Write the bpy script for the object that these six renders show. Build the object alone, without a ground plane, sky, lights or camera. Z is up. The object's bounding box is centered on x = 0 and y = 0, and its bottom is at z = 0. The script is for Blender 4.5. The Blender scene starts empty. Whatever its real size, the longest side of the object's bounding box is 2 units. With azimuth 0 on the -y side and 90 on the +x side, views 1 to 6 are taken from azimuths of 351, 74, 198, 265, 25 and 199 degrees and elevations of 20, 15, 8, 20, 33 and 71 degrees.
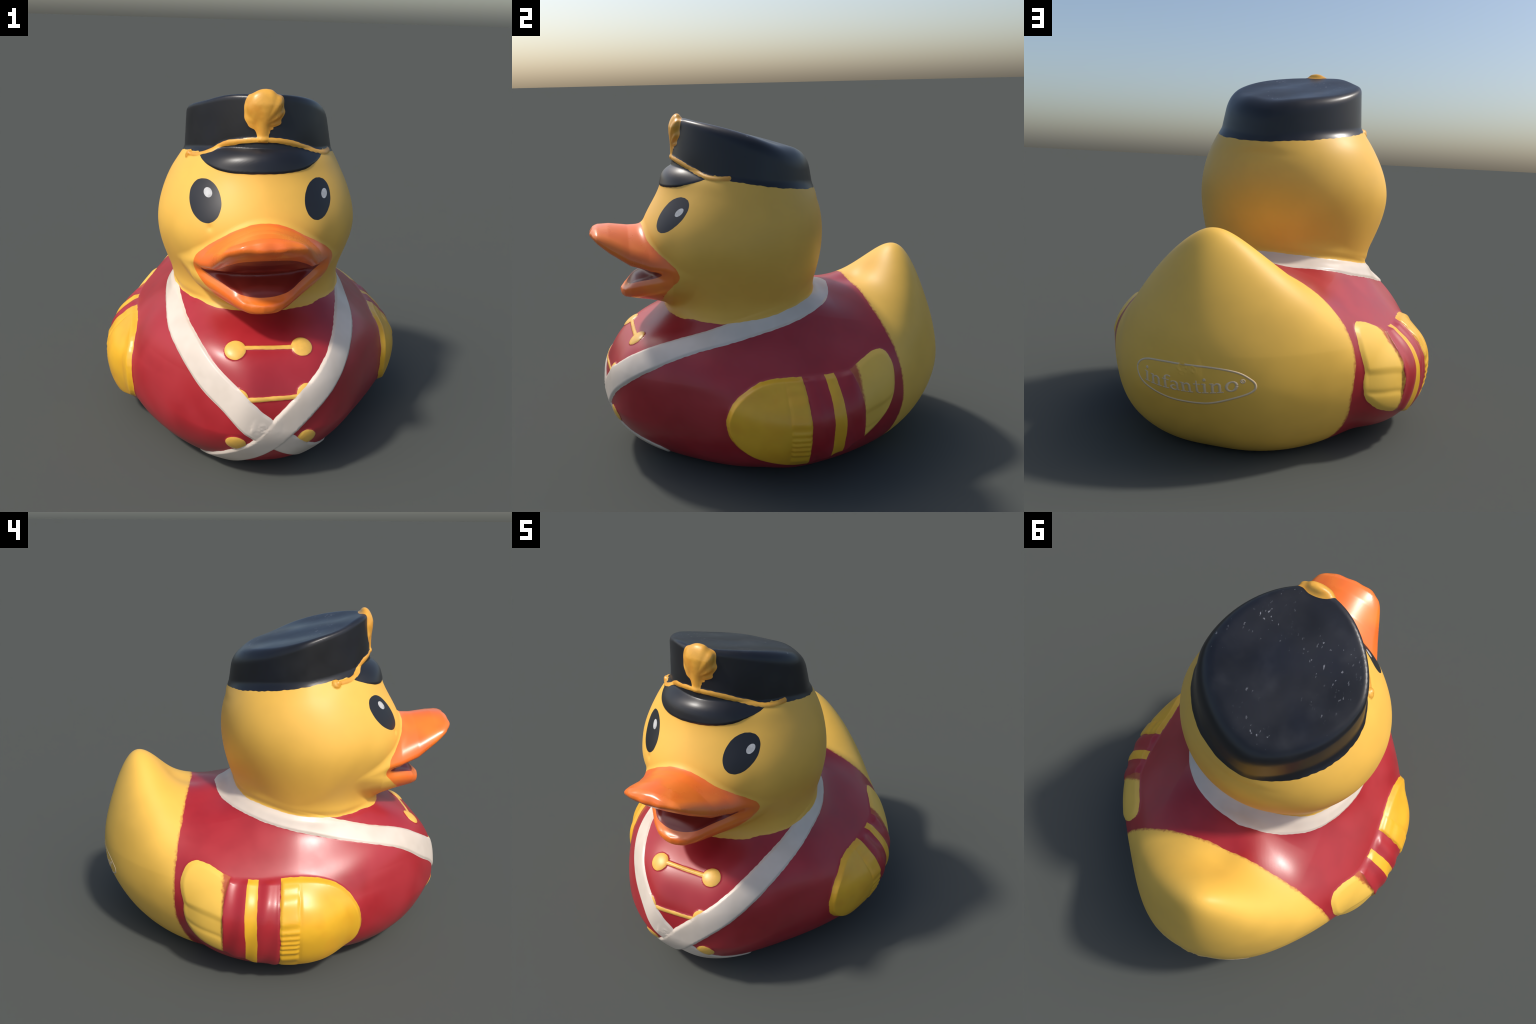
"""Vinyl bath duck in a red parade jacket with crossed white straps and a peaked drum-band cap.

The moulded body is one smooth surface: a signed field made of lofted sections
(body, head, cap, wings, bill) is blended, meshed by surface nets, and then cut
along the painted borders into the named parts."""
import bpy, math
import numpy as np

H = 0.0058                       # mesh cell, metres

# ------------------------------------------------------------------ profiles
YAW, OX = 0.073, -0.0016         # the duck stands slightly turned
BODY = dict(y0=-0.9789, y1=0.9969, ridge=0.075, turn=-0.0866, dx=-0.0286,
    half_width=[1.047, 0.7694, 0.7021, 0.7126, 0.7817, 0.8033, 0.7791, 0.723, 0.6883, 0.7112, 0.7896],
    up=[0.9066, 0.7961, 0.6386, 0.4372, 0.3527, 0.4114, 0.4974, 0.6258, 1.0414, 0.965, 0.8979],
    down=[0.2272, 0.3838, 0.4794, 0.5031, 0.4427, 0.4211, 0.4588, 0.5444, 0.5148, 0.3822, 0.2822],
    mid=[0.3483, 0.3122, 0.3216, 0.3725, 0.3725, 0.3782, 0.3872, 0.4235, 0.4285, 0.4446, 0.476],
    power=[3.53, 3.50, 3.40, 3.27, 1.90, 1.15, 1.32, 1.28, 1.03, 1.08, 1.30],
    low_power=[1.5, 1.5, 1.69, 2.18, 2.24, 2.14, 2.18, 2.18, 2.24, 2.10, 1.95],
    bend=[-0.0813, 0.0034, 0.0001, 0.0033, 0.0376, 0.059, 0.0533, 0.0519, 0.071, 0.0858, 0.0818])
HEAD = dict(z0=0.38, z1=1.5992, turn=-0.0571, dx=-0.0154, power=(1.957, 1.964), sway=-0.0284, swell=0.018,
    centre=[-0.0701, -0.0956, -0.1258, -0.2053, -0.1683, -0.3961],
    half_width=[0.4306, 0.4797, 0.4485, 0.5456, 0.7025, 1.2017],
    front=[0.5252, 0.4591, 0.3238, 0.5209, 0.7514, 1.3865],
    back=[0.475, 0.2679, 0.3242, 0.5187, 0.6145, 0.9618])
CAP = dict(yc=-0.1388, half_width=0.3792, front=0.4001, back=0.3652, power=1.7278, flare=0.135,
    top=(1.703, -0.305, -0.02, -0.04), round=0.070)
WING = dict(y=-0.0174, z=0.2828, x=0.5417, tilt=0.0788, splay=-0.028, lean=0.1293,
    thick=0.2608, fore=0.3306, aft=0.5374, tall=0.264)
NECK = (0.4093, -0.0029, 0.8318)

# outline of a wing seen from the side (y, z)
WING_OUTLINE = {
    -1: [(.415, .636), (.45, .62), (.476, .583), (.488, .531), (.484, .484), (.472, .425), (.473, .379), (.463, .32), (.435, .275), (.387, .238),
         (.322, .21), (.258, .193), (.15, .155), (.05, .128), (-.1, .12), (-.25, .138), (-.36, .17), (-.42, .20), (-.455, .25), (-.464, .324),
         (-.448, .40), (-.412, .463), (-.369, .51), (-.319, .542), (-.255, .563), (-.181, .575), (-.108, .579), (-.041, .577), (.06, .571), (.132, .573),
         (.204, .575), (.262, .594), (.321, .619), (.375, .634)],
    1: [(.44, .640), (.475, .630), (.5, .606), (.518, .55), (.514, .5), (.503, .45), (.488, .41), (.458, .36), (.41, .318), (.35, .277),
        (.297, .243), (.2, .195), (.06, .147), (-.05, .138), (-.123, .148), (-.238, .186), (-.3, .220), (-.350, .265), (-.382, .32), (-.394, .38),
        (-.386, .43), (-.358, .487), (-.3, .54), (-.214, .579), (-.115, .589), (0, .588), (.13, .586), (.244, .589), (.29, .604), (.337, .62), (.39, .635)]}
WING_SHIFT = {-1: 0.0, 1: 0.030}   # the left wing sits a little further back

# centre line (x, y, z) and half width of each shoulder strap
STRAP_LEFT = [(0, .285, .885, .06), (.17, .25, .872, .06), (.29, .16, .85, .06), (.385, .02, .83, .058), (.44, -.15, .80, .056),
    (.46, -.32, .765, .056), (.435, -.52, .71, .06), (.37, -.72, .625, .066), (.29, -.855, .54, .069), (.17, -.945, .43, .07),
    (.085, -.97, .345, .07), (0, -.955, .25, .068), (-.12, -.885, .145, .066), (-.2, -.8, .07, .064), (-.26, -.7, .0, .06)]
STRAP_RIGHT = [(0, .285, .885, .06), (-.17, .25, .868, .06), (-.29, .16, .845, .06), (-.385, .03, .825, .058), (-.435, -.1, .80, .056),
    (-.46, -.28, .767, .056), (-.445, -.45, .735, .058), (-.41, -.58, .695, .06), (-.345, -.72, .638, .064), (-.26, -.86, .555, .068),
    (-.15, -.95, .472, .069), (-.02, -.975, .35, .07), (.1, -.945, .25, .068), (.22, -.86, .14, .066), (.32, -.74, .04, .062)]
CHIN_CORD = [(-.372, -.325, 1.537), (-.326, -.401, 1.549), (-.262, -.455, 1.584), (-.187, -.507, 1.614), (-.1, -.545, 1.631),
    (-.027, -.568, 1.639), (.055, -.565, 1.638), (.135, -.54, 1.628), (.221, -.493, 1.601), (.296, -.412, 1.575), (.337, -.352, 1.56), (.362, -.289, 1.559)]
BUTTONS = [(-.138, -.817, .681), (.183, -.794, .687), (-.131, -.956, .495), (.198, -.932, .510), (-.132, -.945, .262), (.203, -.928, .272)]
BUTTONS = np.array(BUTTONS)
BUTTON_CORDS = [[(-.138, -.817, .681), (-.087, -.812, .69), (.025, -.811, .693), (.131, -.803, .692), (.183, -.794, .687)],
    [(-.131, -.956, .495), (-.084, -.962, .497), (.028, -.966, .502), (.147, -.95, .504), (.198, -.932, .51)]]
EYES = {-1: ((-.2825, 1.3535), (.0755, .0935)), 1: ((.2575, 1.366), (.0705, .0900))}
GLINTS = {-1: ((-.270, 1.391), (.020, .021)), 1: ((.2925, 1.3825), (.016, .021))}
BILL_OUTLINE = [(0, 1.281), (.1, 1.262), (.179, 1.224), (.264, 1.174), (.324, 1.125), (.352, 1.075), (.338, 1.025), (.28, .962), (.19, .895), (.09, .855),
    (-.01, .845), (-.1, .858), (-.185, .895), (-.265, .943), (-.322, 1.005), (-.339, 1.055), (-.322, 1.105), (-.262, 1.167), (-.172, 1.231), (-.098, 1.263)]
MOUTH_OUTLINE = [(.292, 1.050), (.235, 1.082), (.185, 1.130), (.13, 1.166), (.06, 1.180), (-.06, 1.180), (-.13, 1.166), (-.185, 1.130), (-.235, 1.082), (-.292, 1.050),
    (-.245, 1.020), (-.175, .994), (-.135, .977), (-.08, .962), (0, .956), (.08, .962), (.135, .977), (.175, .994), (.245, 1.020)]
PEAK_EDGE = [(-.335, 1.60), (-.318, 1.555), (-.295, 1.522), (-.25, 1.499), (-.18, 1.486), (-.08, 1.486), (.03, 1.488), (.12, 1.491), (.2, 1.502), (.255, 1.522), (.295, 1.548), (.32, 1.60)]


# ------------------------------------------------------------------ small maths
def smoothstep(a, b, x):
    t = np.clip((x - a) / (b - a), 0, 1)
    return t * t * (3 - 2 * t)


def spline(knots, t):
    """Natural cubic through evenly spaced knots on 0..1."""
    k = np.asarray(knots, float)
    n = len(k)
    A, b = np.zeros((n, n)), np.zeros(n)
    A[0, 0] = A[-1, -1] = 1
    for i in range(1, n - 1):
        A[i, i - 1:i + 2] = [1, 4, 1]
        b[i] = 6 * (k[i - 1] - 2 * k[i] + k[i + 1])
    m = np.linalg.solve(A, b)
    x = np.linspace(0, 1, 257) * (n - 1)
    i = np.minimum(x.astype(int), n - 2)
    f = x - i
    y = k[i] * (1 - f) + k[i + 1] * f + ((1 - f) ** 3 - (1 - f)) * m[i] / 6 + (f ** 3 - f) * m[i + 1] / 6
    return np.interp(t, np.linspace(0, 1, 257), y)


def catmull(points, per=6, closed=False):
    p = np.asarray(points, float)
    n = len(p)
    idx = (lambda i: p[i % n]) if closed else (lambda i: p[min(max(i, 0), n - 1)])
    out = []
    for i in range(n if closed else n - 1):
        a, b, c, d = idx(i - 1), idx(i), idx(i + 1), idx(i + 2)
        for s in np.arange(per) / per:
            out.append(0.5 * (2 * b + (c - a) * s + (2 * a - 5 * b + 4 * c - d) * s * s + (3 * b - a - 3 * c + d) * s ** 3))
    if not closed:
        out.append(p[-1])
    return np.array(out)


def smin(a, b, k):
    h = np.clip(0.5 + 0.5 * (b - a) / k, 0, 1)
    return b * (1 - h) + a * h - k * h * (1 - h)


def smax(a, b, k):
    return -smin(-a, -b, k)


def to_local(P):
    c, s = math.cos(YAW), math.sin(YAW)
    x, y = P[:, 0] - OX, P[:, 1]
    return np.stack([c * x - s * y, s * x + c * y, P[:, 2]], -1)


def turned(x, y, part):
    """Coordinates in the frame of a part that is turned a little against the toy's axis."""
    x, y = x - part['dx'] * math.cos(YAW), y - part['dx'] * math.sin(YAW)
    c, s = math.cos(part['turn']), math.sin(part['turn'])
    return c * x - s * y, s * x + c * y


def to_world(Q):
    c, s = math.cos(YAW), math.sin(YAW)
    return np.stack([c * Q[:, 0] + s * Q[:, 1] + OX, -s * Q[:, 0] + c * Q[:, 1], Q[:, 2]], -1)


def curve_distance(P, line, radius_column=False, reach=0.2):
    """Distance to a polyline; with a width column the local half width is returned too."""
    line = np.asarray(line, float)
    pts = line[:, :3]
    best, wide = np.full(len(P), 9.0), np.full(len(P), 0.05)
    near = np.all((P > pts.min(0) - reach) & (P < pts.max(0) + reach), axis=1)
    Q = P[near]
    d, w = np.full(len(Q), 9.0), np.full(len(Q), 0.05)
    for i in range(len(pts) - 1):
        e = pts[i + 1] - pts[i]
        t = np.clip((Q - pts[i]) @ e / (e @ e), 0, 1)
        r = np.linalg.norm(Q - pts[i] - t[:, None] * e, axis=1)
        better = r < d
        d = np.where(better, r, d)
        if radius_column:
            w = np.where(better, line[i, 3] * (1 - t) + line[i + 1, 3] * t, w)
    best[near], wide[near] = d, w
    return (best, wide) if radius_column else best


def polygon_distance(u, v, poly):
    """Signed distance to a closed outline in a flat chart, negative inside."""
    d2, inside = np.full(len(u), 1e9), np.zeros(len(u), bool)
    n = len(poly)
    for i in range(n):
        ax, ay = poly[i]
        bx, by = poly[(i + 1) % n]
        ex, ey = bx - ax, by - ay
        px, py = u - ax, v - ay
        t = np.clip((px * ex + py * ey) / (ex * ex + ey * ey + 1e-12), 0, 1)
        d2 = np.minimum(d2, (px - t * ex) ** 2 + (py - t * ey) ** 2)
        cross = ((ay > v) != (by > v))
        xi = ax + (v - ay) * ex / np.where(abs(ey) < 1e-12, 1e-12, ey)
        inside ^= cross & (u < xi)
    return np.where(inside, -1, 1) * np.sqrt(d2)


WING_POLY = {side: catmull(o, 2, True) for side, o in WING_OUTLINE.items()}
STRAP_L, STRAP_R, CORD = catmull(STRAP_LEFT, 4), catmull(STRAP_RIGHT, 4), catmull(CHIN_CORD, 4)
B_CORDS = [catmull(c, 3) for c in BUTTON_CORDS]
CORD_LINE = CORD.copy()
PEAK = catmull(PEAK_EDGE, 4)
BILL_POLY = catmull(BILL_OUTLINE, 4, True)
MOUTH_POLY = catmull(MOUTH_OUTLINE, 3, True)


# ------------------------------------------------------------------ the moulded masses
def body_mass(x, y, z):
    B = BODY
    x, y = turned(x, y, B)
    s = np.clip((y - B['y0']) / (B['y1'] - B['y0']), 0, 1)
    t = np.arccos(1 - 2 * s) / np.pi
    env = np.maximum(np.sin(np.pi * t), 0.02)
    w = np.maximum(env * spline(B['half_width'], t), .004)
    up = np.maximum(env * spline(B['up'], t), .004)
    dn = np.maximum(env * spline(B['down'], t), .004)
    h = z - spline(B['mid'], t)
    twist = .09 * smoothstep(-.1, -.6, y) - .07 * smoothstep(.25, .7, y)
    x = x - spline(B['bend'], t) - twist * np.clip(z - .35, -.2, .2) * smoothstep(1.0, .7, z)
    pw = np.maximum(spline(B['power'], t), 1.0)
    e = B['ridge']
    u = (np.sqrt(x * x + e * e) - e) / np.maximum(w - e * 0.8, 0.3 * w + 0.004)
    q = np.maximum(spline(B['low_power'], t), 1.5)
    rho = np.where(h > 0, (u ** pw + (np.abs(h) / up) ** 2) ** (1 / pw), (u ** q + (np.abs(h) / dn) ** q) ** (1 / q))
    f = (rho - 1) * np.minimum(w, (up + dn) / 2)
    out = np.maximum(B['y0'] - y, y - B['y1'])
    f = np.where(out > 0, np.maximum(f, 0) + out, f)
    return smax(f, -z, 0.03)


def cap_border(x, y):
    """Height where the cap begins: the gold cord in front, a tilted rim behind."""
    back = 1.493 - .18 * (y + .02)
    return np.where(y < -.31, np.maximum(np.interp(x, CORD_LINE[:, 0], CORD_LINE[:, 2]), back), back)


def head_mass(x, y, z):
    D = HEAD
    ledge = cap_border(x, y) + .006
    x, y = turned(x, y, D)
    x = x - D['sway'] * (np.sqrt(np.clip(-.12 - y, 0, 2) ** 2 + .0025) - .05)
    s = np.clip((z - D['z0']) / (D['z1'] - D['z0']), 0, 1)
    t = np.arccos(1 - 2 * s) / np.pi
    env = np.maximum(np.sin(np.pi * t), 0.02)
    w, a, b = env * spline(D['half_width'], t), env * spline(D['front'], t), env * spline(D['back'], t)
    d = y - spline(D['centre'], t)
    size = np.minimum(w, (a + b) / 2)
    a = np.where(d < 0, a, b)
    q = np.where(d < 0, D['power'][0], D['power'][1])
    f = (((np.abs(x) / w) ** q + (np.abs(d) / a) ** q) ** (1 / q) - 1) * size
    out = np.maximum(D['z0'] - z, z - D['z1'])
    f = np.where(out > 0, np.maximum(f, 0) + out, f)
    f = f - D['swell'] * np.exp(-((x + .38) ** 2 + (y - .10) ** 2) / .09 - ((z - 1.25) / .22) ** 2)
    return smax(f, z - ledge, .025)


def cap_wall(x, y, z):
    K = CAP
    fl = (z - 1.6) * K['flare']
    x = x + .075 * (z - 1.6)                                # the crown leans to its right
    d, w = y - K['yc'], K['half_width'] - fl
    a = np.where(d < 0, K['front'], K['back']) - fl
    q = K['power']
    return (((np.abs(x) / w) ** q + (np.abs(d) / a) ** q) ** (1 / q) - 1) * np.minimum(w, (K['front'] + K['back']) / 2 - fl)


def cap_mass(x, y, z):
    K = CAP
    x, y = turned(x, y, HEAD)
    t0, t1, t2, t3 = K['top']
    dents = .004 * np.sin(9 * x + 2) * np.sin(8 * y + 1) + .004 * np.sin(17 * x - 11 * y)
    top = (z - (t0 + t1 * y + t2 * y * y + t3 * x * x + dents)) * 0.95
    k = np.maximum(K['round'] * np.clip(0.45 + 0.9 * (y + 0.5), 0.25, 1.2) * np.clip(1 + 1.2 * x, .45, 1.5), 1e-3)
    return smax(smax(cap_wall(x, y, z), top, k), 1.42 - z, 0.02)


def wing_mass(x, y, z):
    W = WING
    x, y = turned(x, y, BODY)
    c, s = math.cos(W['tilt']), math.sin(W['tilt'])
    dy, dz = y - W['y'], z - W['z']
    Y, Z = c * dy + s * dz, -s * dy + c * dz
    dx = np.abs(x) - W['x'] - W['splay'] * dy - W['lean'] * dz
    ry = np.where(Y < 0, W['fore'], W['aft'])
    rho = np.sqrt((np.abs(dx) / W['thick']) ** 2 + (np.abs(Y) / ry) ** 2.3 + (np.abs(Z) / W['tall']) ** 2.3)
    return (rho - 1) * W['thick']


BX = -0.012                        # the bill sits this far off the axis


def bill_parts(x, y, z):
    """Upper bill, lower bill and the hollow of the open mouth."""
    x = x - BX
    ax = np.abs(x)
    z = z - .04 * np.clip(x, -.36, .36) + .005                    # the bill hangs a little to its right
    # upper: stations along y from the tip back
    ys = [-1.01, -.985, -.96, -.9, -.8, -.7, -.6, -.5, -.4]
    w = np.interp(y, ys, [.13, .165, .19, .215, .255, .30, .345, .365, .37])
    ctop = np.interp(y, ys, [1.262, 1.284, 1.292, 1.294, 1.280, 1.281, 1.30, 1.33, 1.36])
    floor = np.interp(y, ys, [1.232, 1.213, 1.190, 1.140, 1.072, 1.045, 1.035, 1.03, 1.02])
    q = np.clip(ax / w, 0, 1.2)
    rim = np.interp(y, ys, [1.272, 1.262, 1.248, 1.213, 1.157, 1.116, 1.095, 1.08, 1.07])
    top = ctop - (ctop - rim) * q ** 1.9
    bot = floor + .022 * q ** 2
    plan = smax((ax - w) * .9, -1.010 + .012 * (ax / .15) ** 2 + .004 * np.sin(x * 70) - y, 0.06)
    up = smax(smax(z - top, bot - z, 0.025) * .85, plan, 0.045)
    # lower
    yl = [-.875, -.856, -.840, -.805, -.762, -.7, -.64, -.59, -.5, -.4]
    wl = np.interp(y, yl, [-.05, .06, .105, .150, .188, .245, .30, .345, .37, .38])
    lip = np.interp(y, yl, [.935, .942, .952, .970, .986, 1.008, 1.026, 1.04, 1.05, 1.06])
    under = np.interp(y, yl, [.906, .890, .882, .874, .866, .858, .845, .835, .83, .83])
    ql = np.clip(ax / wl, 0, 1.2)
    ltop = lip - .016 * smoothstep(.92, .6, ql) * smoothstep(-.86, -.81, y) + .045 * smoothstep(-.855, -.775, y) * (1 - ql ** 2)
    lbot = under + np.maximum(lip - .05 - under, 0) * ql ** 2.6
    low = smax(smax(z - ltop, lbot - z, 0.03) * .85, (ax - wl) * .8, 0.045)
    # shallow hollow between them
    gap_top, gap_bot = bot, ltop
    wall = y + .835 - .66 * np.maximum(ax - .08, 0)          # back of the mouth
    hollow = smax(smax((z - gap_top) * .8, (gap_bot - z) * .8, .012), smax(wall, ax - .37, .03), .015)
    return up, low, hollow


def cockade(x, y, z):
    xc = x + .012 - .010 * np.clip((z - 1.7) / .1, 0, 1)
    lean = np.clip((z - 1.80) / .08, 0, 1)
    knob = (np.sqrt((xc / .083) ** 2 + ((y + .506 - .012 * lean) / .037) ** 2 + (np.where(z > 1.785, (z - 1.785) / .080, (z - 1.785) / .104)) ** 2) - 1) * .037
    e = np.clip((1.73 - z) / .10, 0, 1)
    yy = -.516 - .012 * e
    stem = np.maximum(np.sqrt(xc ** 2 + ((y - yy) * 1.3) ** 2) - (.027 - .008 * e), np.maximum(1.63 - z, z - 1.76))
    lobes = .004 * np.sin(np.arctan2(z - 1.7, xc) * 14.0) * (.3 * smoothstep(-.03, -.08, xc) + smoothstep(.01, .06, xc))
    return smin(knob, stem, .015) - lobes * .5


def wing_edge(x, y, z):
    """Signed distance to the wing outline, negative on the wing."""
    out = np.full(len(x), 9.0)
    for side in WING_POLY:
        m = (x * side > .4) & (z > .02) & (z < .75) & (y > -.6) & (y < .65)
        if m.any():
            out[m] = polygon_distance(y[m], z[m], WING_POLY[side])
    return out


def wing_lines(x, y, z):
    """Borders across a wing as y offsets: hand, stripe back, stripe front, cuff, shoulder."""
    yy = y - np.where(x > 0, WING_SHIFT[1], WING_SHIFT[-1])
    zz = z - .4
    bow = -.35 * np.maximum(zz, -.1) ** 2
    return (yy - (.262 + 1.2 * np.where(zz > 0, -zz * zz, 0)), yy - (.152 + bow * 1.6), yy - (.091 + bow), yy - (-.024 + bow), yy - (-.124 + .0 * zz))


def neck_height(y):
    return np.interp(y, [-.7, -.6, -.5, -.35, -.12, .03, .17, .30], [.795, .797, .81, .806, .832, .86, .885, .905])


def relief(P):
    """Raised details of the moulding, metres outwards."""
    x, y, z = P.T
    r = np.zeros(len(P))
    d, w = curve_distance(P, STRAP_R, True)
    a = .007 * smoothstep(0.002, -.014, d - w)
    d, w = curve_distance(P, STRAP_L, True)
    b = .007 * smoothstep(0.002, -.014, d - w)
    neck = smoothstep(.9, .8, z)
    r += np.maximum(a, b * (1 + .5 * smoothstep(-.7, -.8, y))) * neck
    strap = np.maximum(a, b) / .007
    m = (y < -.65) & (z < .8)
    if m.any():
        Q = P[m]
        k = np.zeros(len(Q))
        for c in BUTTONS:
            e = np.linalg.norm(Q - np.array(c), axis=1)
            k = np.maximum(k, .011 * np.sqrt(np.clip(1 - (e / .053) ** 2, 0, 1)))
        for c in B_CORDS:
            e = curve_distance(Q, c)
            k = np.maximum(k, .006 * np.clip(1 - (e / .0135) ** 2, 0, 1))
        r[m] += k * (1 - strap[m])
    d = curve_distance(P, CORD)
    r += .0055 * np.clip(1 - (d / .015) ** 2, 0, 1)
    e = np.linalg.norm(P - np.array((-.377, -.318, 1.536)), axis=1)
    r += .016 * np.sqrt(np.clip(1 - (e / .03) ** 2, 0, 1))
    # wings
    s = wing_edge(x, y, z)
    m = s < .03
    if m.any():
        hand, sb, sf, cuff, sh = wing_lines(x[m], y[m], z[m])
        sd, zz, yy = s[m], z[m], y[m]
        k = (.010 + .006 * smoothstep(-.1, -.3, yy)) * smoothstep(.010, -.026, sd)
        inside = smoothstep(0, -.025, sd)
        sleeve = smoothstep(.01, -.004, hand)
        k += inside * .004 * sleeve
        k += inside * .003 * smoothstep(.006, -.006, cuff)
        ribs = np.sin(zz * 150 + 4 * np.sin(zz * 21) + 6 * sh)
        band = smoothstep(.004, -.006, cuff) * smoothstep(-.004, .008, sh)
        k += inside * band * (.0024 * ribs * smoothstep(.64, .40, zz) + .001)
        k -= inside * .004 * np.exp(-(sh / .010) ** 2) * (.6 + .4 * np.sin(zz * 31))
        k -= inside * .004 * np.exp(-(cuff / .006) ** 2)
        k += inside * .004 * np.sin(yy * 60 + zz * 11) * sleeve * smoothstep(-.03, .02, cuff)
        fold = zz - (.448 - .32 * (.47 - (yy - np.where(x[m] > 0, WING_SHIFT[1], 0))))
        fold = fold + .018 * np.sin(yy * 14 + 1)
        k -= inside * (1 - sleeve) * .008 * smoothstep(.02, -.02, fold) * smoothstep(-.16, -.03, fold)
        k -= inside * (1 - sleeve) * .003 * np.exp(-((fold + .10) / .014) ** 2)
        r[m] += k
    # cap peak: a slightly raised tongue
    m = (y < -.25) & (z > 1.4) & (z < 1.7)
    if m.any():
        zl = np.interp(x[m], PEAK[:, 0], PEAK[:, 1])
        zc = np.interp(x[m], CORD_LINE[:, 0], CORD_LINE[:, 2])
        r[m] += .006 * smoothstep(-.003, .010, z[m] - zl) * smoothstep(.33, .26, np.abs(x[m])) * smoothstep(.0, -.11, z[m] - zc)
    # the crease where the head sits on the collar
    m = (z > .68) & (z < 1.05) & (y > -.75) & (y < .45) & (np.abs(x) < .62)
    if m.any():
        g = z[m] - neck_height(y[m])
        near = smoothstep(1.25, 1.0, np.sqrt((x[m] / .50) ** 2 + ((y[m] + .15) / .50) ** 2)) * smoothstep(-.62, -.42, y[m])
        r[m] -= near * (.004 + .009 * smoothstep(.1, -.2, x[m])) * np.exp(-((g - .004) / .020) ** 2)
    # hollow in front of the tail, slightly flattened cheek and temple
    for c, depth, size in (((0, .50, .90), .026, .11), ((.31, -.55, 1.20), .011, .09), ((.24, -.47, 1.52), .008, .10)):
        r -= depth * np.exp(-((P - np.array(c)) ** 2).sum(1) / size ** 2)
    # dimple under the right eye, soft dents of the squeezed vinyl
    r -= .006 * np.exp(-(np.linalg.norm(P - np.array((-.262, -.66, 1.243)), axis=1) / .016) ** 2)
    return r


def soft_dents(x, y, z):
    return .0022 * (np.sin(5.1 * x + 3.3 * z + 1) * np.sin(4.3 * y - 2.1 * z) + .6 * np.sin(9.2 * y + 7.1 * z) * np.sin(8.3 * x + 2))


def field(Q):
    """Signed field of the whole toy in its own frame (negative inside)."""
    x, y, z = Q.T
    f = smin(body_mass(x, y, z), wing_mass(x, y, z), .03)
    k = np.clip(NECK[0] + NECK[1] * (y + .2) - NECK[2] * np.sqrt(np.clip(y + .1, 0, .4) ** 2 + 1e-4) * np.clip(1 - (x / .45) ** 2, 0, 1) ** 2, .03, .4)
    f = smin(f, head_mass(x, y, z), k)
    f = smin(f, cap_mass(x, y, z), .05)
    m = (y < -.35) & (np.abs(x) < .55) & (z > .7) & (z < 1.5)
    if m.any():
        up, low, hollow = bill_parts(x[m], y[m], z[m])
        g = smin(f[m], smin(up, low, .05), .03)
        f[m] = smax(g, -hollow, .018)
    m = (y < -.38) & (np.abs(x) < .2) & (z > 1.58)
    if m.any():
        f[m] = smin(f[m], cockade(x[m], y[m], z[m]), .012)
    return f


def field_big(Q, step=400000):
    return np.concatenate([field(Q[i:i + step]) for i in range(0, len(Q), step)]) if len(Q) else np.zeros(0)


def gradient(Q, e=.0016):
    g = np.stack([field_big(Q + d) - field_big(Q - d) for d in np.eye(3) * e], -1) / (2 * e)
    return g


# ------------------------------------------------------------------ meshing
def pack(i):
    return (i[:, 0].astype(np.int64) << 42) | (i[:, 1].astype(np.int64) << 21) | i[:, 2].astype(np.int64)


CORNERS = np.array([(a, b, c) for a in (0, 1) for b in (0, 1) for c in (0, 1)])


def corner_values(cells, h, origin):
    all_c = (cells[:, None] + CORNERS[None]).reshape(-1, 3)
    keys, first, inv = np.unique(pack(all_c), return_index=True, return_inverse=True)
    vals = field_big(origin + all_c[first] * h)
    return vals[inv].reshape(-1, 8), keys, vals


def refine(cells, ratio):
    sub = np.array([(a, b, c) for a in range(ratio) for b in range(ratio) for c in range(ratio)])
    return (cells[:, None] * ratio + sub[None]).reshape(-1, 3)


def dilate(cells):
    ring = np.array([(a, b, c) for a in (-1, 0, 1) for b in (-1, 0, 1) for c in (-1, 0, 1)])
    out = (cells[:, None] + ring[None]).reshape(-1, 3)
    out = out[(out >= 0).all(1)]
    _, first = np.unique(pack(out), return_index=True)
    return out[first]


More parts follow.
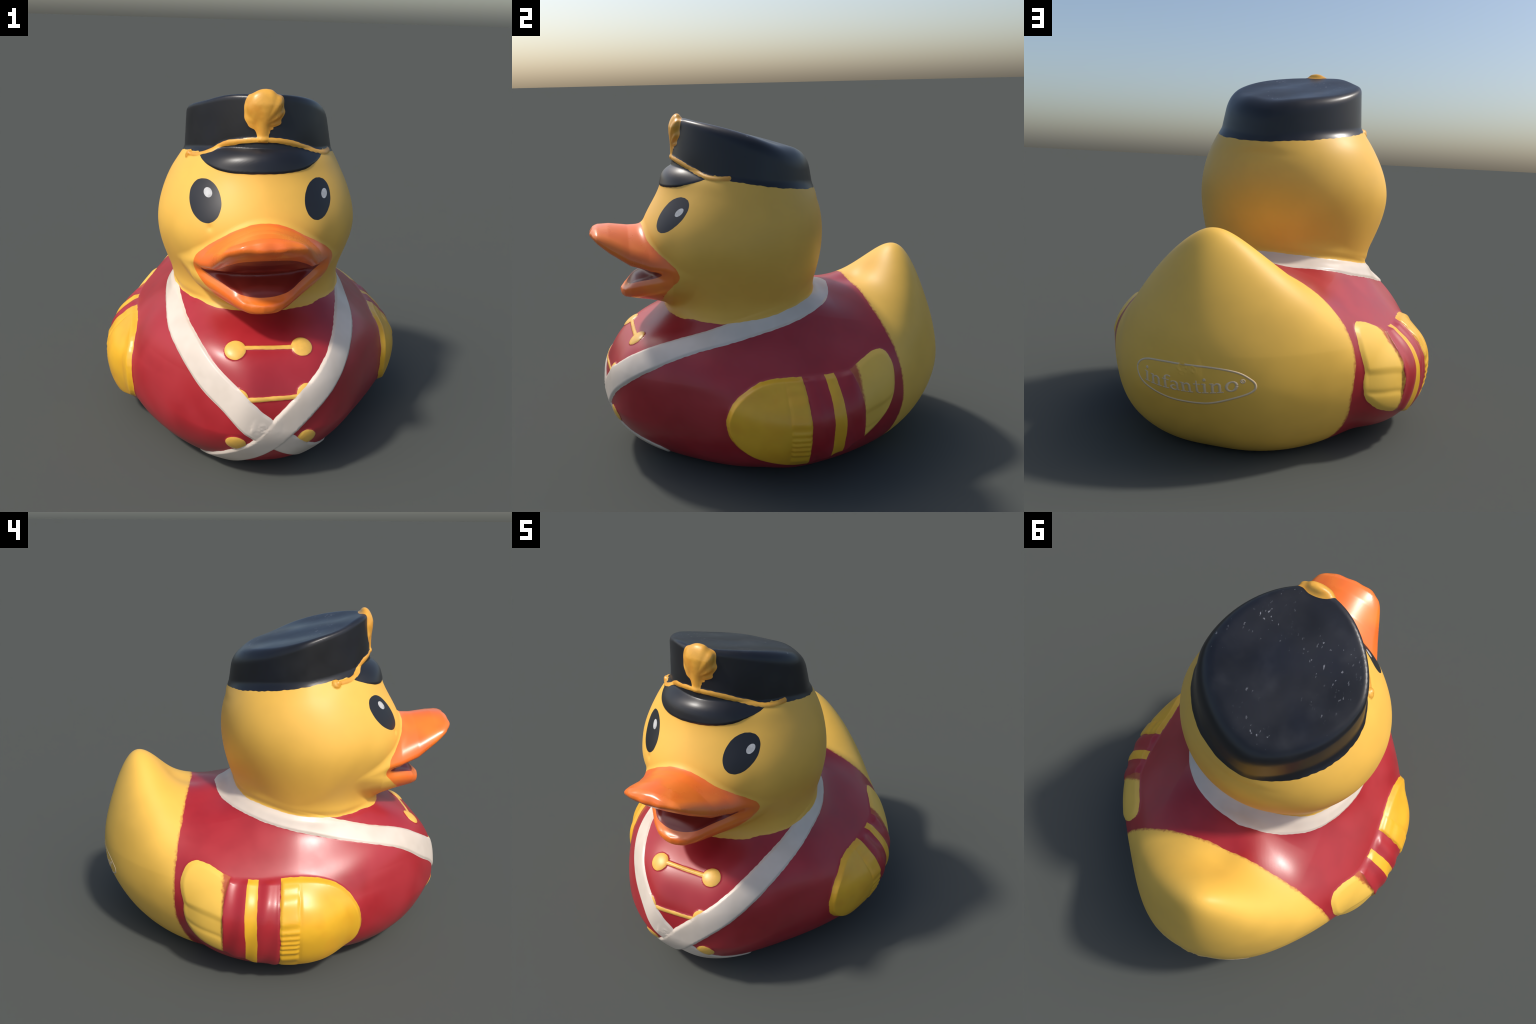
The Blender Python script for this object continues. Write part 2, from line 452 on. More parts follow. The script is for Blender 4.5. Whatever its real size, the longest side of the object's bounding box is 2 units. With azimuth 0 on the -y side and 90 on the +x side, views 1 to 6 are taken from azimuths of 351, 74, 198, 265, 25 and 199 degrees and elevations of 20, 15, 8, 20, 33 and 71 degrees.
def surface_nets():
    origin = np.array([-1.08, -1.12, -0.06])
    h0 = H * 8
    n = np.ceil((np.array([1.08, 1.1, 1.95]) - origin) / h0).astype(int)
    cells = np.stack(np.meshgrid(*[np.arange(k) for k in n], indexing='ij'), -1).reshape(-1, 3)
    v, _, _ = corner_values(cells, h0, origin)
    cells = cells[((v.min(1) < 0) & (v.max(1) > 0)) | (np.abs(v).min(1) < .09)]
    cells = refine(cells, 4)
    v, _, _ = corner_values(cells, H * 2, origin)
    cells = dilate(cells[((v.min(1) < 0) & (v.max(1) > 0)) | (np.abs(v).min(1) < .004)])
    cells = refine(cells, 2)
    v, keys, vals = corner_values(cells, H, origin)
    hit = (v.min(1) < 0) & (v.max(1) >= 0)
    cells, v = cells[hit], v[hit]
    # one vertex per crossed cell
    acc, cnt = np.zeros((len(cells), 3)), np.zeros(len(cells))
    for i in range(8):
        for j in range(i + 1, 8):
            if np.abs(CORNERS[i] - CORNERS[j]).sum() != 1:
                continue
            m = (v[:, i] < 0) != (v[:, j] < 0)
            t = v[m, i] / (v[m, i] - v[m, j])
            acc[m] += CORNERS[i] + t[:, None] * (CORNERS[j] - CORNERS[i])
            cnt[m] += 1
    V = origin + (cells + acc / cnt[:, None]) * H
    ck = pack(cells)
    order = np.argsort(ck)
    cks = ck[order]

    def cell_index(c):
        k = pack(c)
        p = np.clip(np.searchsorted(cks, k), 0, len(cks) - 1)
        return np.where(cks[p] == k, order[p], -1)

    quads = []
    for axis in range(3):
        j = [i for i in range(8) if CORNERS[i].sum() == 1 and CORNERS[i][axis] == 1][0]
        m = (v[:, 0] < 0) != (v[:, j] < 0)
        c, neg = cells[m], v[m, 0] < 0
        u, w = (axis + 1) % 3, (axis + 2) % 3
        du, dw = np.eye(3, dtype=int)[u], np.eye(3, dtype=int)[w]
        q = np.stack([cell_index(c), cell_index(c - du), cell_index(c - du - dw), cell_index(c - dw)], -1)
        q = np.where(neg[:, None], q, q[:, ::-1])
        quads.append(q[(q >= 0).all(1)])
    quads = np.concatenate(quads)
    return V, np.concatenate([quads[:, [0, 1, 2]], quads[:, [0, 2, 3]]])


def settle(V):
    """Pull vertices onto the zero of the field; returns them with their unit normals."""
    g = gradient(V)
    n2 = np.maximum((g * g).sum(1), .05)
    for _ in range(2):
        step = (field_big(V) / n2)[:, None] * g
        length = np.linalg.norm(step, axis=1, keepdims=True)
        V = V - step * np.minimum(1, .5 * H / np.maximum(length, 1e-9))
    g = gradient(V, .003)
    return V, g / np.maximum(np.linalg.norm(g, axis=1, keepdims=True), 1e-6)


def mesh_normals(V, T):
    """Area-weighted vertex normals."""
    fn = np.cross(V[T[:, 1]] - V[T[:, 0]], V[T[:, 2]] - V[T[:, 0]])
    n = np.zeros_like(V)
    for k in range(3):
        for c in range(3):
            n[:, c] += np.bincount(T[:, k], fn[:, c], len(V))
    return n / np.maximum(np.linalg.norm(n, axis=1, keepdims=True), 1e-12)


class Skin:
    """Triangles with a part label; borders are cut exactly along g = 0."""

    def __init__(self, V, T, N):
        self.V, self.T, self.N = V, T, N
        self.names, self.L = ['head'], np.zeros(len(T), int)

    def cut(self, g_of, name, over=None):
        g = g_of(self.V)
        g = np.where(np.abs(g) < 1e-7, 1e-7, g)
        s = g[self.T] < 0
        mixed = s.any(1) & ~s.all(1)
        T, L, s = self.T[mixed], self.L[mixed], s[mixed]
        one = np.where(s.sum(1) == 1, True, False)       # the lone corner is the one that differs
        lone = np.where(one, s.argmax(1), (~s).argmax(1))
        r = np.arange(len(T))
        a, b, c = T[r, lone], T[r, (lone + 1) % 3], T[r, (lone + 2) % 3]
        e = np.concatenate([np.stack([a, b], 1), np.stack([a, c], 1)])
        e = np.sort(e, 1)
        uniq, inv = np.unique(e, axis=0, return_inverse=True)
        inv = inv.reshape(-1)
        t = g[uniq[:, 0]] / (g[uniq[:, 0]] - g[uniq[:, 1]])
        t = np.clip(t, .02, .98)
        new = self.V[uniq[:, 0]] * (1 - t)[:, None] + self.V[uniq[:, 1]] * t[:, None]
        newn = self.N[uniq[:, 0]] * (1 - t)[:, None] + self.N[uniq[:, 1]] * t[:, None]
        self.N = np.concatenate([self.N, newn / np.linalg.norm(newn, axis=1, keepdims=True)])
        base = len(self.V)
        ab, ac = base + inv[:len(T)], base + inv[len(T):]
        self.V = np.concatenate([self.V, new])
        g = np.concatenate([g, np.zeros(len(new))])
        tri = np.concatenate([np.stack([a, ab, ac], 1), np.stack([ab, b, c], 1), np.stack([ab, c, ac], 1)])
        self.T = np.concatenate([self.T[~mixed], tri])
        self.L = np.concatenate([self.L[~mixed], L, L, L])
        inside = g[self.T].sum(1) < 0
        if over is not None:
            inside &= np.isin(self.L, [self.names.index(n) for n in over if n in self.names])
        if name not in self.names:
            self.names.append(name)
        self.L[inside] = self.names.index(name)


def wobble(Q, size, freq=40.0):
    """Small irregularity of a hand-sprayed border."""
    x, y, z = Q.T
    return size * (np.sin(freq * x + 1.3 * freq * z) + np.sin(1.7 * freq * y - freq * z + 2) + .7 * np.sin(2.9 * freq * (x + y) + 1) + .5 * np.sin(4.7 * freq * (z - y)))


def snap(line):
    """Lay a drawn curve exactly on the moulded surface."""
    pts = line[:, :3].copy()
    for _ in range(5):
        g = gradient(pts)
        step = (field(pts) / np.maximum((g * g).sum(1), .05))[:, None] * g
        pts -= step * np.minimum(1, .02 / np.maximum(np.linalg.norm(step, axis=1, keepdims=True), 1e-9))
    line[:, :3] = pts


def build_skin():
    for curve in (STRAP_L, STRAP_R, CORD, *B_CORDS, BUTTONS):
        snap(curve)
    for _ in range(3):                                     # a cord hangs in an even curve
        CORD[1:-1] = (CORD[:-2] + 2 * CORD[1:-1] + CORD[2:]) / 4
    V, T = surface_nets()
    V, N = settle(V)
    skin = Skin(V, T, N)

    def neck_line(Q):
        x, y, z = Q.T
        return z - neck_height(y) + wobble(Q, .0008)

    skin.cut(neck_line, 'jacket')

    def tail_line(Q):
        x, y, z = Q.T
        yt = .473 + np.where(x > 0, .28, .12) * x * x - np.where(x > 0, .28, .3) * np.maximum(.33 - z, 0)
        return np.maximum(yt - y, -1.0) + wobble(Q, .0016)

    skin.cut(tail_line, 'tail', ['jacket', 'head'])

    def buttons(Q):
        return np.min([np.linalg.norm(Q - np.array(c), axis=1) for c in BUTTONS], axis=0) - .051

    def button_cords(Q):
        return np.min([curve_distance(Q, c) for c in B_CORDS], axis=0) - .0105 + wobble(Q, .0005, 60)

    skin.cut(button_cords, 'button_cord', ['jacket'])
    for i, c in enumerate(BUTTONS):
        skin.cut(lambda Q, c=c: np.linalg.norm(Q - np.array(c), axis=1) - .0505 + wobble(Q, .0006, 60), f'button#{i}', ['jacket', 'button_cord'])

    def strap(line):
        def g(Q):
            d, w = curve_distance(Q, line, True)
            return np.minimum(d, .2) - w + wobble(Q, .0007, 50)
        return g

    over = ['jacket', 'button_cord', 'strap#1'] + [f'button#{i}' for i in range(6)]
    skin.cut(strap(STRAP_R), 'strap#1', over)
    skin.cut(strap(STRAP_L), 'strap#0', over)

    def wings(Q):
        x, y, z = Q.T
        return np.minimum(wing_edge(x, y, z), .2) + wobble(Q, .0007, 50)

    for side, tag in ((1, '0'), (-1, '1')):
        def on(Q, side=side):
            return np.where(Q[:, 0] * side > .4, wings(Q), .2)
        skin.cut(on, 'wing#' + tag, ['jacket', 'tail'])
        for k, (name, wob) in enumerate((('sleeve', .0016), ('sleeve_stripe', .0004), ('sleeve_front', .0005), ('cuff', .0009), ('shoulder', .0))):
            def across(Q, k=k, side=side, wob=wob):
                x, y, z = Q.T
                return np.where(x * side > .3, np.clip(wing_lines(x, y, z)[k], -.2, .2) + wobble(Q, wob, 55), .2)
            skin.cut(across, name + '#' + tag, ['wing#' + tag] + [n + '#' + tag for n in ('sleeve', 'sleeve_stripe', 'sleeve_front', 'cuff')])

    # the cap
    def cap_line(Q):
        x, y, z = Q.T
        zh = cap_border(x, y) - .004 * (y < -.31)
        return np.clip(zh - z, -.2, .2) + wobble(Q, .0009)

    skin.cut(cap_line, 'cap', ['head'])

    def peak(Q):
        x, y, z = Q.T
        zl, zc = np.interp(x, PEAK[:, 0], PEAK[:, 1]), np.interp(x, CORD_LINE[:, 0], CORD_LINE[:, 2])
        return np.clip(np.maximum.reduce([zl - z, z - zc, y + .3, np.abs(x) - .33]), -.2, .2) + wobble(Q, .0007)

    skin.cut(peak, 'cap_peak', ['head', 'cap'])
    skin.cut(lambda Q: np.minimum(np.minimum(curve_distance(Q, CORD) - .0125, np.linalg.norm(Q - np.array((-.377, -.318, 1.536)), axis=1) - .029), .2) + wobble(Q, .001, 45),
             'chin_cord', ['head', 'cap', 'cap_peak'])

    def badge(Q):
        x, y, z = Q.T
        g = np.full(len(Q), .2)
        m = (y < -.4) & (z > 1.6) & (np.abs(x) < .15)
        g[m] = cockade(x[m], y[m], z[m]) - .007
        return g

    skin.cut(badge, 'cockade', ['cap', 'chin_cord', 'cap_peak'])

    # eyes
    for side, tag in ((1, '0'), (-1, '1')):
        def ellipse(Q, table, side=side):
            x, y, z = Q.T
            c, r = table[side][0], table[side][1]
            a = table[side][2] if len(table[side]) > 2 else 0
            u, w = x - c[0], z - c[1]
            u, w = u * math.cos(a) + w * math.sin(a), -u * math.sin(a) + w * math.cos(a)
            g = (np.sqrt((u / r[0]) ** 2 + (w / r[1]) ** 2) - 1) * min(r)
            return np.where(y < -.3, np.minimum(g, .2), .2)
        skin.cut(lambda Q, f=ellipse: f(Q, EYES) + wobble(Q, .0003, 60), 'eye#' + tag, ['head'])
        skin.cut(lambda Q, f=ellipse: f(Q, GLINTS), 'glint#' + tag, ['eye#' + tag])

    # bill
    def region(k):
        def g(Q):
            x, y, z = Q.T
            out = np.full(len(Q), .2)
            m = (y < -.42) & (np.abs(x) < .45) & (z > .78) & (z < 1.42)
            if m.any():
                up, low, hollow = bill_parts(x[m], y[m], z[m])
                if k == 'upper':
                    v = np.minimum(polygon_distance(x[m], z[m], BILL_POLY), np.maximum(smin(up, low, .03) - .008, y[m] + .70))
                else:
                    v = np.maximum(low - up, z[m] - 1.07)
                out[m] = v
            return np.clip(out, -.2, .2) + wobble(Q, .0004, 50)
        return g

    skin.cut(region('upper'), 'upper_bill', ['head', 'jacket'])
    skin.cut(region('lower'), 'lower_bill', ['upper_bill'])

    def mouth(Q):
        x, y, z = Q.T
        out = np.full(len(Q), .2)
        m = (y < -.42) & (np.abs(x) < .45) & (z > .78) & (z < 1.3)
        if m.any():
            xb = x[m] - BX
            half = np.interp(y[m], [-1.0, -.96, -.9, -.8, -.7, -.6], [.12, .16, .185, .225, .27, .31])
            zb = z[m] - .04 * xb
            skirt = np.where(zb > 1.03, (np.abs(xb) - half) * .7, -.2)     # keep off the outer side of the upper bill
            out[m] = np.maximum.reduce([polygon_distance(xb, zb, MOUTH_POLY), y[m] + .6, skirt])
        return np.clip(out, -.2, .2)

    skin.cut(mouth, 'mouth', ['upper_bill', 'lower_bill'])
    return skin


# ------------------------------------------------------------------ materials
class Nodes:
    """Small helper for building shader trees."""

    def __init__(self, name):
        self.mat = bpy.data.materials.new(name)
        self.mat.use_nodes = True
        self.tree = self.mat.node_tree
        self.bsdf = self.tree.nodes['Principled BSDF']
        self.pos = self.new('ShaderNodeTexCoord').outputs['Object']

    def new(self, kind, **values):
        n = self.tree.nodes.new(kind)
        for k, v in values.items():
            setattr(n, k, v)
        return n

    def plug(self, socket, value):
        if isinstance(value, bpy.types.NodeSocket):
            self.tree.links.new(value, socket)
        else:
            socket.default_value = value

    def noise(self, scale, detail=3.0, vector=None):
        n = self.new('ShaderNodeTexNoise')
        n.inputs['Scale'].default_value, n.inputs['Detail'].default_value = scale, detail
        self.plug(n.inputs['Vector'], vector or self.pos)
        return n.outputs['Fac']

    def math(self, op, a, b=0.0):
        n = self.new('ShaderNodeMath', operation=op)
        self.plug(n.inputs[0], a)
        self.plug(n.inputs[1], b)
        return n.outputs[0]

    def step(self, value, lo, hi, out0=0.0, out1=1.0):
        n = self.new('ShaderNodeMapRange', interpolation_type='SMOOTHSTEP')
        for key, v in (('Value', value), ('From Min', lo), ('From Max', hi), ('To Min', out0), ('To Max', out1)):
            self.plug(n.inputs[key], v)
        return n.outputs['Result']

    def mix(self, factor, a, b):
        n = self.new('ShaderNodeMix', data_type='RGBA')
        self.plug(n.inputs['Factor'], factor)
        for key, c in (('A', a), ('B', b)):
            self.plug(n.inputs[key], (*c, 1) if isinstance(c, (tuple, list)) else c)
        return n.outputs['Result']

    def local_xyz(self):
        """Position in the duck's own axes."""
        sep = self.new('ShaderNodeSeparateXYZ')
        self.plug(sep.inputs[0], self.pos)
        c, s = math.cos(YAW), math.sin(YAW)
        x0 = self.math('SUBTRACT', sep.outputs[0], OX)
        y0 = sep.outputs[1]
        x = self.math('SUBTRACT', self.math('MULTIPLY', x0, c), self.math('MULTIPLY', y0, s))
        y = self.math('ADD', self.math('MULTIPLY', x0, s), self.math('MULTIPLY', y0, c))
        return x, y, sep.outputs[2]


def vinyl(name, colour, rough=.42, spread=.06, scale=5.0, bump=.02, grain=220.0, coat=0.0, spec=.5, overspray=None, scuffs=None, tint=None):
    """Painted or bare vinyl: base colour broken by soft cloudy variation and a fine grain.
    overspray = (colour, kind): thin mist of the neighbouring paint along a border.
    scuffs = (colour, amount): pale rubbed specks on surfaces that face up.
    tint = (colour, amount, scale): slow drift towards another hue."""
    n = Nodes(name)
    cloud = n.noise(scale, 5.0)
    col = n.mix(n.step(cloud, .3, .7), tuple(c * (1 - spread) for c in colour), tuple(min(1, c * (1 + spread)) for c in colour))
    if tint:
        col = n.mix(n.math('MULTIPLY', n.step(n.noise(tint[2], 2.0), .42, .68), tint[1]), col, tint[0])
    rough_out = n.step(cloud, .2, .8, rough - .05, rough + .07)
    if overspray:
        x, y, z = n.local_xyz()
        if overspray[1] == 'tail':
            k = n.step(x, -.02, .02, .12, .28)
            low = n.math('MULTIPLY', n.math('MAXIMUM', n.math('SUBTRACT', .33, z), 0.0), .29)
            border = n.math('SUBTRACT', n.math('ADD', n.math('MULTIPLY', n.math('MULTIPLY', x, x), k), .473), low)
            g = n.math('SUBTRACT', y, border)
        else:                                            # hand: border at the cuff of the sleeve
            g = n.math('SUBTRACT', n.math('SUBTRACT', y, n.step(x, -.02, .02, 0.0, WING_SHIFT[1])), .262)
        mist = n.math('ADD', g, n.math('MULTIPLY', n.math('SUBTRACT', n.noise(55.0, 4.0), .5), .030))
        col = n.mix(n.step(mist, .016, -.006, 0.0, .85), col, overspray[0])
    if scuffs:
        up = n.new('ShaderNodeSeparateXYZ')
        n.plug(up.inputs[0], n.new('ShaderNodeNewGeometry').outputs['Normal'])
        flat = n.step(up.outputs[2], .80, .93)
        mp = n.new('ShaderNodeMapping')
        mp.inputs['Scale'].default_value, mp.inputs['Rotation'].default_value = (1.0, .55, 1.0), (0, 0, .9)
        n.plug(mp.inputs['Vector'], n.pos)
        speck = n.step(n.noise(70.0, 2.5, mp.outputs['Vector']), .64, .74)
        patch = n.step(n.noise(5.5, 2.0), .50, .62)
        haze = n.math('MULTIPLY', n.step(n.noise(7.0, 6.0), .48, .75), .05)
        m = n.math('MULTIPLY', n.math('ADD', n.math('MULTIPLY', speck, patch), haze), n.math('MULTIPLY', flat, scuffs[1]))
        col = n.mix(m, col, scuffs[0])
    b = n.bsdf
    n.plug(b.inputs['Base Color'], col)
    n.plug(b.inputs['Roughness'], rough_out)
    b.inputs['Coat Weight'].default_value, b.inputs['Coat Roughness'].default_value = coat, .22
    b.inputs['Specular IOR Level'].default_value = spec
    bp = n.new('ShaderNodeBump')
    bp.inputs['Strength'].default_value, bp.inputs['Distance'].default_value = bump, .004
    n.plug(bp.inputs['Height'], n.noise(grain, 2.0))
    n.plug(b.inputs['Normal'], bp.outputs['Normal'])
    return n.mat


RED_PAINT = (.37, .016, .023)
HEAD_YELLOW = vinyl('bare_yellow_vinyl', (.85, .485, .080), .47, .03, spec=.4)
TAIL_YELLOW = vinyl('yellow_vinyl_light_tinted', (.86, .505, .080), .47, .03, spec=.4, overspray=(RED_PAINT, 'tail'))  # head vinyl lightened towards lemon: sunlight on the tail's upper slope put into colour
HAND_YELLOW = vinyl('pale_yellow_vinyl_hand', (.86, .52, .080), .44, .03, spec=.4, overspray=(RED_PAINT, 'hand'))  # same vinyl as the head, shifted slightly towards lemon like the tail
RED = vinyl('red_jacket_paint', RED_PAINT, .34, .08, spec=.5, coat=.12, tint=((.43, .035, .045), .5, 3.0))
WHITE = vinyl('cream_strap_paint', (.72, .62, .52), .36, .05, tint=((.62, .52, .42), .5, 6.0))
MUSTARD = vinyl('mustard_sleeve_paint', (.80, .43, .024), .32, .06, tint=((.78, .36, .02), .5, 8.0))
GOLD = vinyl('gold_trim_paint', (.78, .39, .05), .36, .10, scale=14, tint=((.66, .25, .02), .5, 12.0))
BLACK = vinyl('navy_black_cap_paint', (.0118, .0122, .0145), .34, .25, scuffs=((.30, .30, .32), .8), tint=((.010, .0118, .019), .7, 3.0))
EYE = vinyl('eye_black_paint', (.011, .012, .016), .42, .1)
GLINT = vinyl('eye_glint_paint', (.50, .50, .49), .4, .15, scale=40)
ORANGE = vinyl('orange_bill_paint', (.88, .165, .022), .30, .08, coat=.2, tint=((.92, .24, .022), .7, 4.0))
MOUTH = vinyl('dark_mouth_paint', (.27, .026, .016), .32, .12, tint=((.17, .013, .012), .6, 6.0))
BUTTON = vinyl('button_yellow_paint', (.82, .47, .085), .36, .10, scale=14)
PRINT = vinyl('grey_print_ink', (.74, .55, .33), .5, .04)


# ------------------------------------------------------------------ objects
def link(o, parent=None):
    bpy.context.scene.collection.objects.link(o)
    if parent:
        o.parent = parent
    return o


def mesh_object(name, V, T, mat, parent, normals=None):
    me = bpy.data.meshes.new(name)
    me.vertices.add(len(V))
    me.vertices.foreach_set('co', V.astype(np.float32).ravel())
    me.loops.add(len(T) * 3)
    me.loops.foreach_set('vertex_index', T.astype(np.int32).ravel())
    me.polygons.add(len(T))
    me.polygons.foreach_set('loop_start', np.arange(0, len(T) * 3, 3, dtype=np.int32))
    me.polygons.foreach_set('loop_total', np.full(len(T), 3, np.int32))
    me.update(calc_edges=True)
    me.validate()
    me.polygons.foreach_set('use_smooth', np.ones(len(me.polygons), bool))
    if normals is not None and len(me.vertices) == len(normals):
        me.normals_split_custom_set_from_vertices(normals.astype(np.float32).tolist())
    me.materials.append(mat)
    return link(bpy.data.objects.new(name, me), parent)


duck = bpy.data.objects.new('rubber_duck', None)
duck.empty_display_size = .2
link(duck)
duck['label'] = 'yellow vinyl bath duck in red jacket, crossed white straps, black cap'
duck['category'] = 'rubber duck'

skin = build_skin()
print('skin', len(skin.V), len(skin.T))
RISE = relief(skin.V) + soft_dents(*skin.V.T)
skin.V = skin.V + skin.N * RISE[:, None]
NORMAL_L = mesh_normals(skin.V, skin.T)
c_, s_ = math.cos(YAW), math.sin(YAW)
NORMAL_W = np.stack([c_ * NORMAL_L[:, 0] + s_ * NORMAL_L[:, 1], -s_ * NORMAL_L[:, 0] + c_ * NORMAL_L[:, 1], NORMAL_L[:, 2]], -1)
WORLD = to_world(skin.V)
WORLD[:, 2] -= WORLD[:, 2].min()


def region_object(labels, name, mat, parent):
    m = np.isin(skin.L, [skin.names.index(n) for n in labels if n in skin.names])
    if not m.any():
        return None
    used, inv = np.unique(skin.T[m], return_inverse=True)
    return mesh_object(name, WORLD[used], inv.reshape(-1, 3), mat, parent, NORMAL_W[used])


head = region_object(['head'], 'head', HEAD_YELLOW, duck)
jacket = region_object(['jacket'], 'jacket', RED, duck)
tail = region_object(['tail'], 'tail', TAIL_YELLOW, duck)
upper = region_object(['upper_bill'], 'upper_bill', ORANGE, duck)
lower = region_object(['lower_bill'], 'lower_bill', ORANGE, duck)
mouth = region_object(['mouth'], 'mouth', MOUTH, duck)
cap = region_object(['cap'], 'cap', BLACK, duck)
region_object(['cap_peak'], 'cap_peak', BLACK, cap)
region_object(['chin_cord'], 'chin_cord', GOLD, cap)
region_object(['cockade'], 'cockade', GOLD, cap)
for t in '01':
    eye = region_object(['eye#' + t], 'eye', EYE, duck)
    region_object(['glint#' + t], 'eye_glint', GLINT, eye)
    region_object(['strap#' + t], 'shoulder_strap', WHITE, duck)
    wing = region_object(['wing#' + t], 'wing', HAND_YELLOW, duck)
    region_object(['sleeve#' + t, 'sleeve_front#' + t], 'sleeve', RED, wing)
    region_object(['sleeve_stripe#' + t], 'sleeve_stripe', MUSTARD, wing)
    region_object(['cuff#' + t], 'cuff', MUSTARD, wing)
    region_object(['shoulder#' + t], 'shoulder_pad', MUSTARD, wing)
for i in range(6):
    region_object([f'button#{i}'], 'button', BUTTON, jacket)
region_object(['button_cord'], 'button_cord', BUTTON, jacket)


# ------------------------------------------------------------------ printed name on the tail
def on_back(xz, lift):
    """Project chart points (x, z) on to the rear of the tail."""
    lo, hi = np.full(len(xz), .6), np.full(len(xz), 1.1)
    for _ in range(22):
        mid = (lo + hi) / 2
        f = field(np.stack([xz[:, 0], mid, xz[:, 1]], -1))
        lo, hi = np.where(f < 0, mid, lo), np.where(f < 0, hi, mid)
    Q = np.stack([xz[:, 0], lo, xz[:, 1]], -1)
    g = gradient(Q)
    lift = lift + soft_dents(*Q.T)[:, None]
    Q = Q + lift * g / np.linalg.norm(g, axis=1, keepdims=True)
    return to_world(Q)


def ribbon(path, widths, closed=False, seg=.004):
    """Flat stroke in the chart as quads."""
    p = np.asarray(path, float)
    if closed:
        p = np.vstack([p, p[:1]])
    w = np.broadcast_to(np.asarray(widths, float), (len(p),)) if np.ndim(widths) == 0 else np.asarray(widths, float)
    d = np.concatenate([[0], np.cumsum(np.linalg.norm(np.diff(p, axis=0), axis=1))])
    n = max(2, int(d[-1] / seg) + 1)
    s = np.linspace(0, d[-1], n)
    q = np.stack([np.interp(s, d, p[:, k]) for k in (0, 1)], -1)
    ww = np.interp(s, d, w)
    tan = np.gradient(q, axis=0)
    if closed:
        tan[0] = tan[-1] = q[1] - q[-2]
    tan /= np.maximum(np.linalg.norm(tan, axis=1, keepdims=True), 1e-9)
    nor = np.stack([-tan[:, 1], tan[:, 0]], -1) * ww[:, None] / 2
    V = np.concatenate([q + nor, q - nor])
    F = [(i, i + 1, n + i + 1, n + i) for i in range(n - 1)]
    return V, F


def printed(name, strokes, parent, kind=None):
    allV, allT, base = [], [], 0
    for V, F in strokes:
        top, low = on_back(V, .0006), on_back(V, -.002)
        n = len(V)
        W = np.concatenate([top, low])
        T = []
        for a, b, c, d in F:
            T += [(a, b, c), (a, c, d)]
            T += [(a + n, c + n, b + n), (a + n, d + n, c + n)]
        h = n // 2
        for i in range(h - 1):
            T += [(i, i + n, i + 1), (i + 1, i + n, i + 1 + n), (h + i, h + i + 1, h + i + n), (h + i + 1, h + i + 1 + n, h + i + n)]
        T += [(0, h, n), (h, h + n, n), (h - 1, h - 1 + n, n - 1), (n - 1, h - 1 + n, n + n - 1)]
        allV.append(W)
        allT.append(np.array(T) + base)
        base += len(W)
    return mesh_object(name, np.concatenate(allV), np.concatenate(allT), PRINT, parent)


def arc(cx, cz, rx, rz, a0, a1, n=18):
    a = np.radians(np.linspace(a0, a1, n))
    return np.stack([cx + rx * np.cos(a), cz + rz * np.sin(a)], -1)


XH = .046                         # x-height of the print


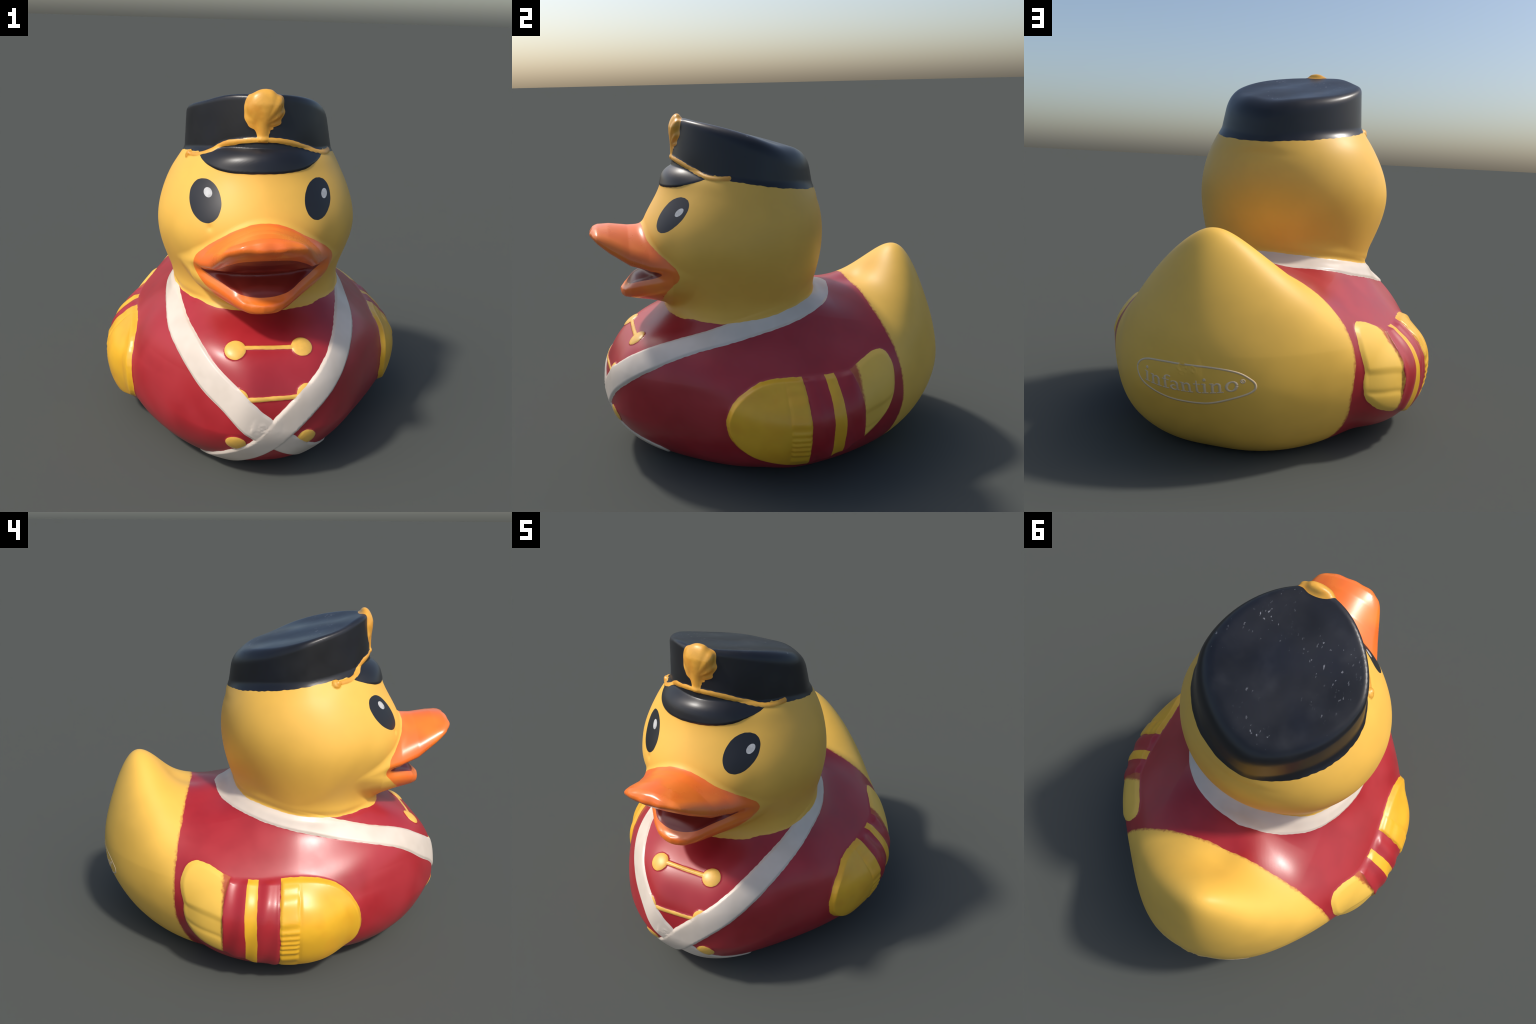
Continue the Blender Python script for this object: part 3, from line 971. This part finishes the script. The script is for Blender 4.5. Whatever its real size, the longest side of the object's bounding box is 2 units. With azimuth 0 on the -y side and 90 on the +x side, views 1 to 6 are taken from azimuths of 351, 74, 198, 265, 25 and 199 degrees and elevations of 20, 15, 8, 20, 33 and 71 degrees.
def letter_strokes(ch):
    """Slab-serif letters in units of x-height, origin at the lower left; returns strokes and advance."""
    st, thin, slab = .27, .10, .11
    def stem(x, z0, z1): return ([(x, z0), (x, z1)], st)
    def serif(x0, x1, z): return ([(x0, z), (x1, z)], slab)
    if ch == 'i':
        return [stem(.25, 0, 1), serif(.0, .52, .055), serif(.02, .30, .95), (arc(.25, 1.36, .08, .08, 0, 360), .17)], .62
    if ch == 'n':
        return [stem(.25, 0, 1), serif(0, .50, .055), serif(.02, .3, .95),
                (np.vstack([[(.34, .72)], arc(.58, .70, .22, .22, 150, 0, 10), [(.80, .0)]]), [thin] + [.12, .13, .15, .18, .2, .22, .24, .26, st, st] + [st]), serif(.56, 1.06, .055)], 1.14
    if ch == 'f':
        return [(np.vstack([[(.27, 0), (.27, 1.0)], arc(.55, 1.12, .28, .26, 180, 40, 10)]), [st, st] + [.26, .24, .2, .16, .13, .12, .13, .15, .18, .2]), serif(0, .56, .055), serif(.02, .62, .93)], .66
    if ch == 'a':
        return [(np.vstack([arc(.40, .70, .27, .24, 160, 0, 12), [(.67, .1), (.80, .06)]]), [.2, .16, .13, .12, .12, .14, .17, .2, .23, .25, .27, st, .2, .1]),
                (arc(.38, .28, .27, .24, 60, 330, 14), [.1, .1, .12, .16, .2, .24, .26, .26, .24, .2, .16, .12, .1, .1])], .92
    if ch == 't':
        return [(np.vstack([[(.27, 1.28), (.27, .3)], arc(.47, .24, .20, .19, 180, 300, 8)]), [.12, st] + [.26, .24, .2, .16, .13, .11, .1, .09]), serif(.0, .58, .93)], .66
    if ch == 'o':
        return [(arc(.5, .5, .36, .44, 0, 360, 30), [.16 + .12 * abs(math.cos(math.radians(a))) for a in np.linspace(0, 360, 30)])], 1.04
    return [], .4


OVAL = [(.218, .453), (.177, .489), (.09, .502), (-.113, .506), (-.236, .492), (-.296, .459), (-.314, .43), (-.298, .403), (-.233, .374), (-.11, .334), (.033, .331), (.143, .365), (.2, .402)]
ring_path = catmull(OVAL, 8, True)
logo = printed('printed_oval', [ribbon(ring_path, .0085, True, .006)], tail)
word = 'infantino'
total = sum(letter_strokes(c)[1] for c in word)
pen, span, start = 0.0, .425, .168
unit = span / total
for ch in word:
    strokes, adv = letter_strokes(ch)
    rib = []
    for path, w in strokes:
        p = np.asarray(path, float)
        xs = start - (pen + p[:, 0]) * unit
        base = .3805 + .55 * (xs + .015) ** 2
        zs = base + p[:, 1] * XH
        wl = (np.asarray(w, float) if np.ndim(w) else np.full(len(p), float(w))) * XH * .9
        rib.append(ribbon(np.stack([xs, zs], -1), wl, False, .0035))
    printed('printed_letter', rib, logo)
    pen += adv
printed('registered_sign', [ribbon(arc(-.2685, .452, .0075, .0075, 0, 360, 16), .005, True, .003), ribbon([(-.266, .4475), (-.266, .4565)], .003, False, .003), ribbon([(-.266, .456), (-.270, .454), (-.267, .452), (-.271, .4475)], .003, False, .003)], logo)
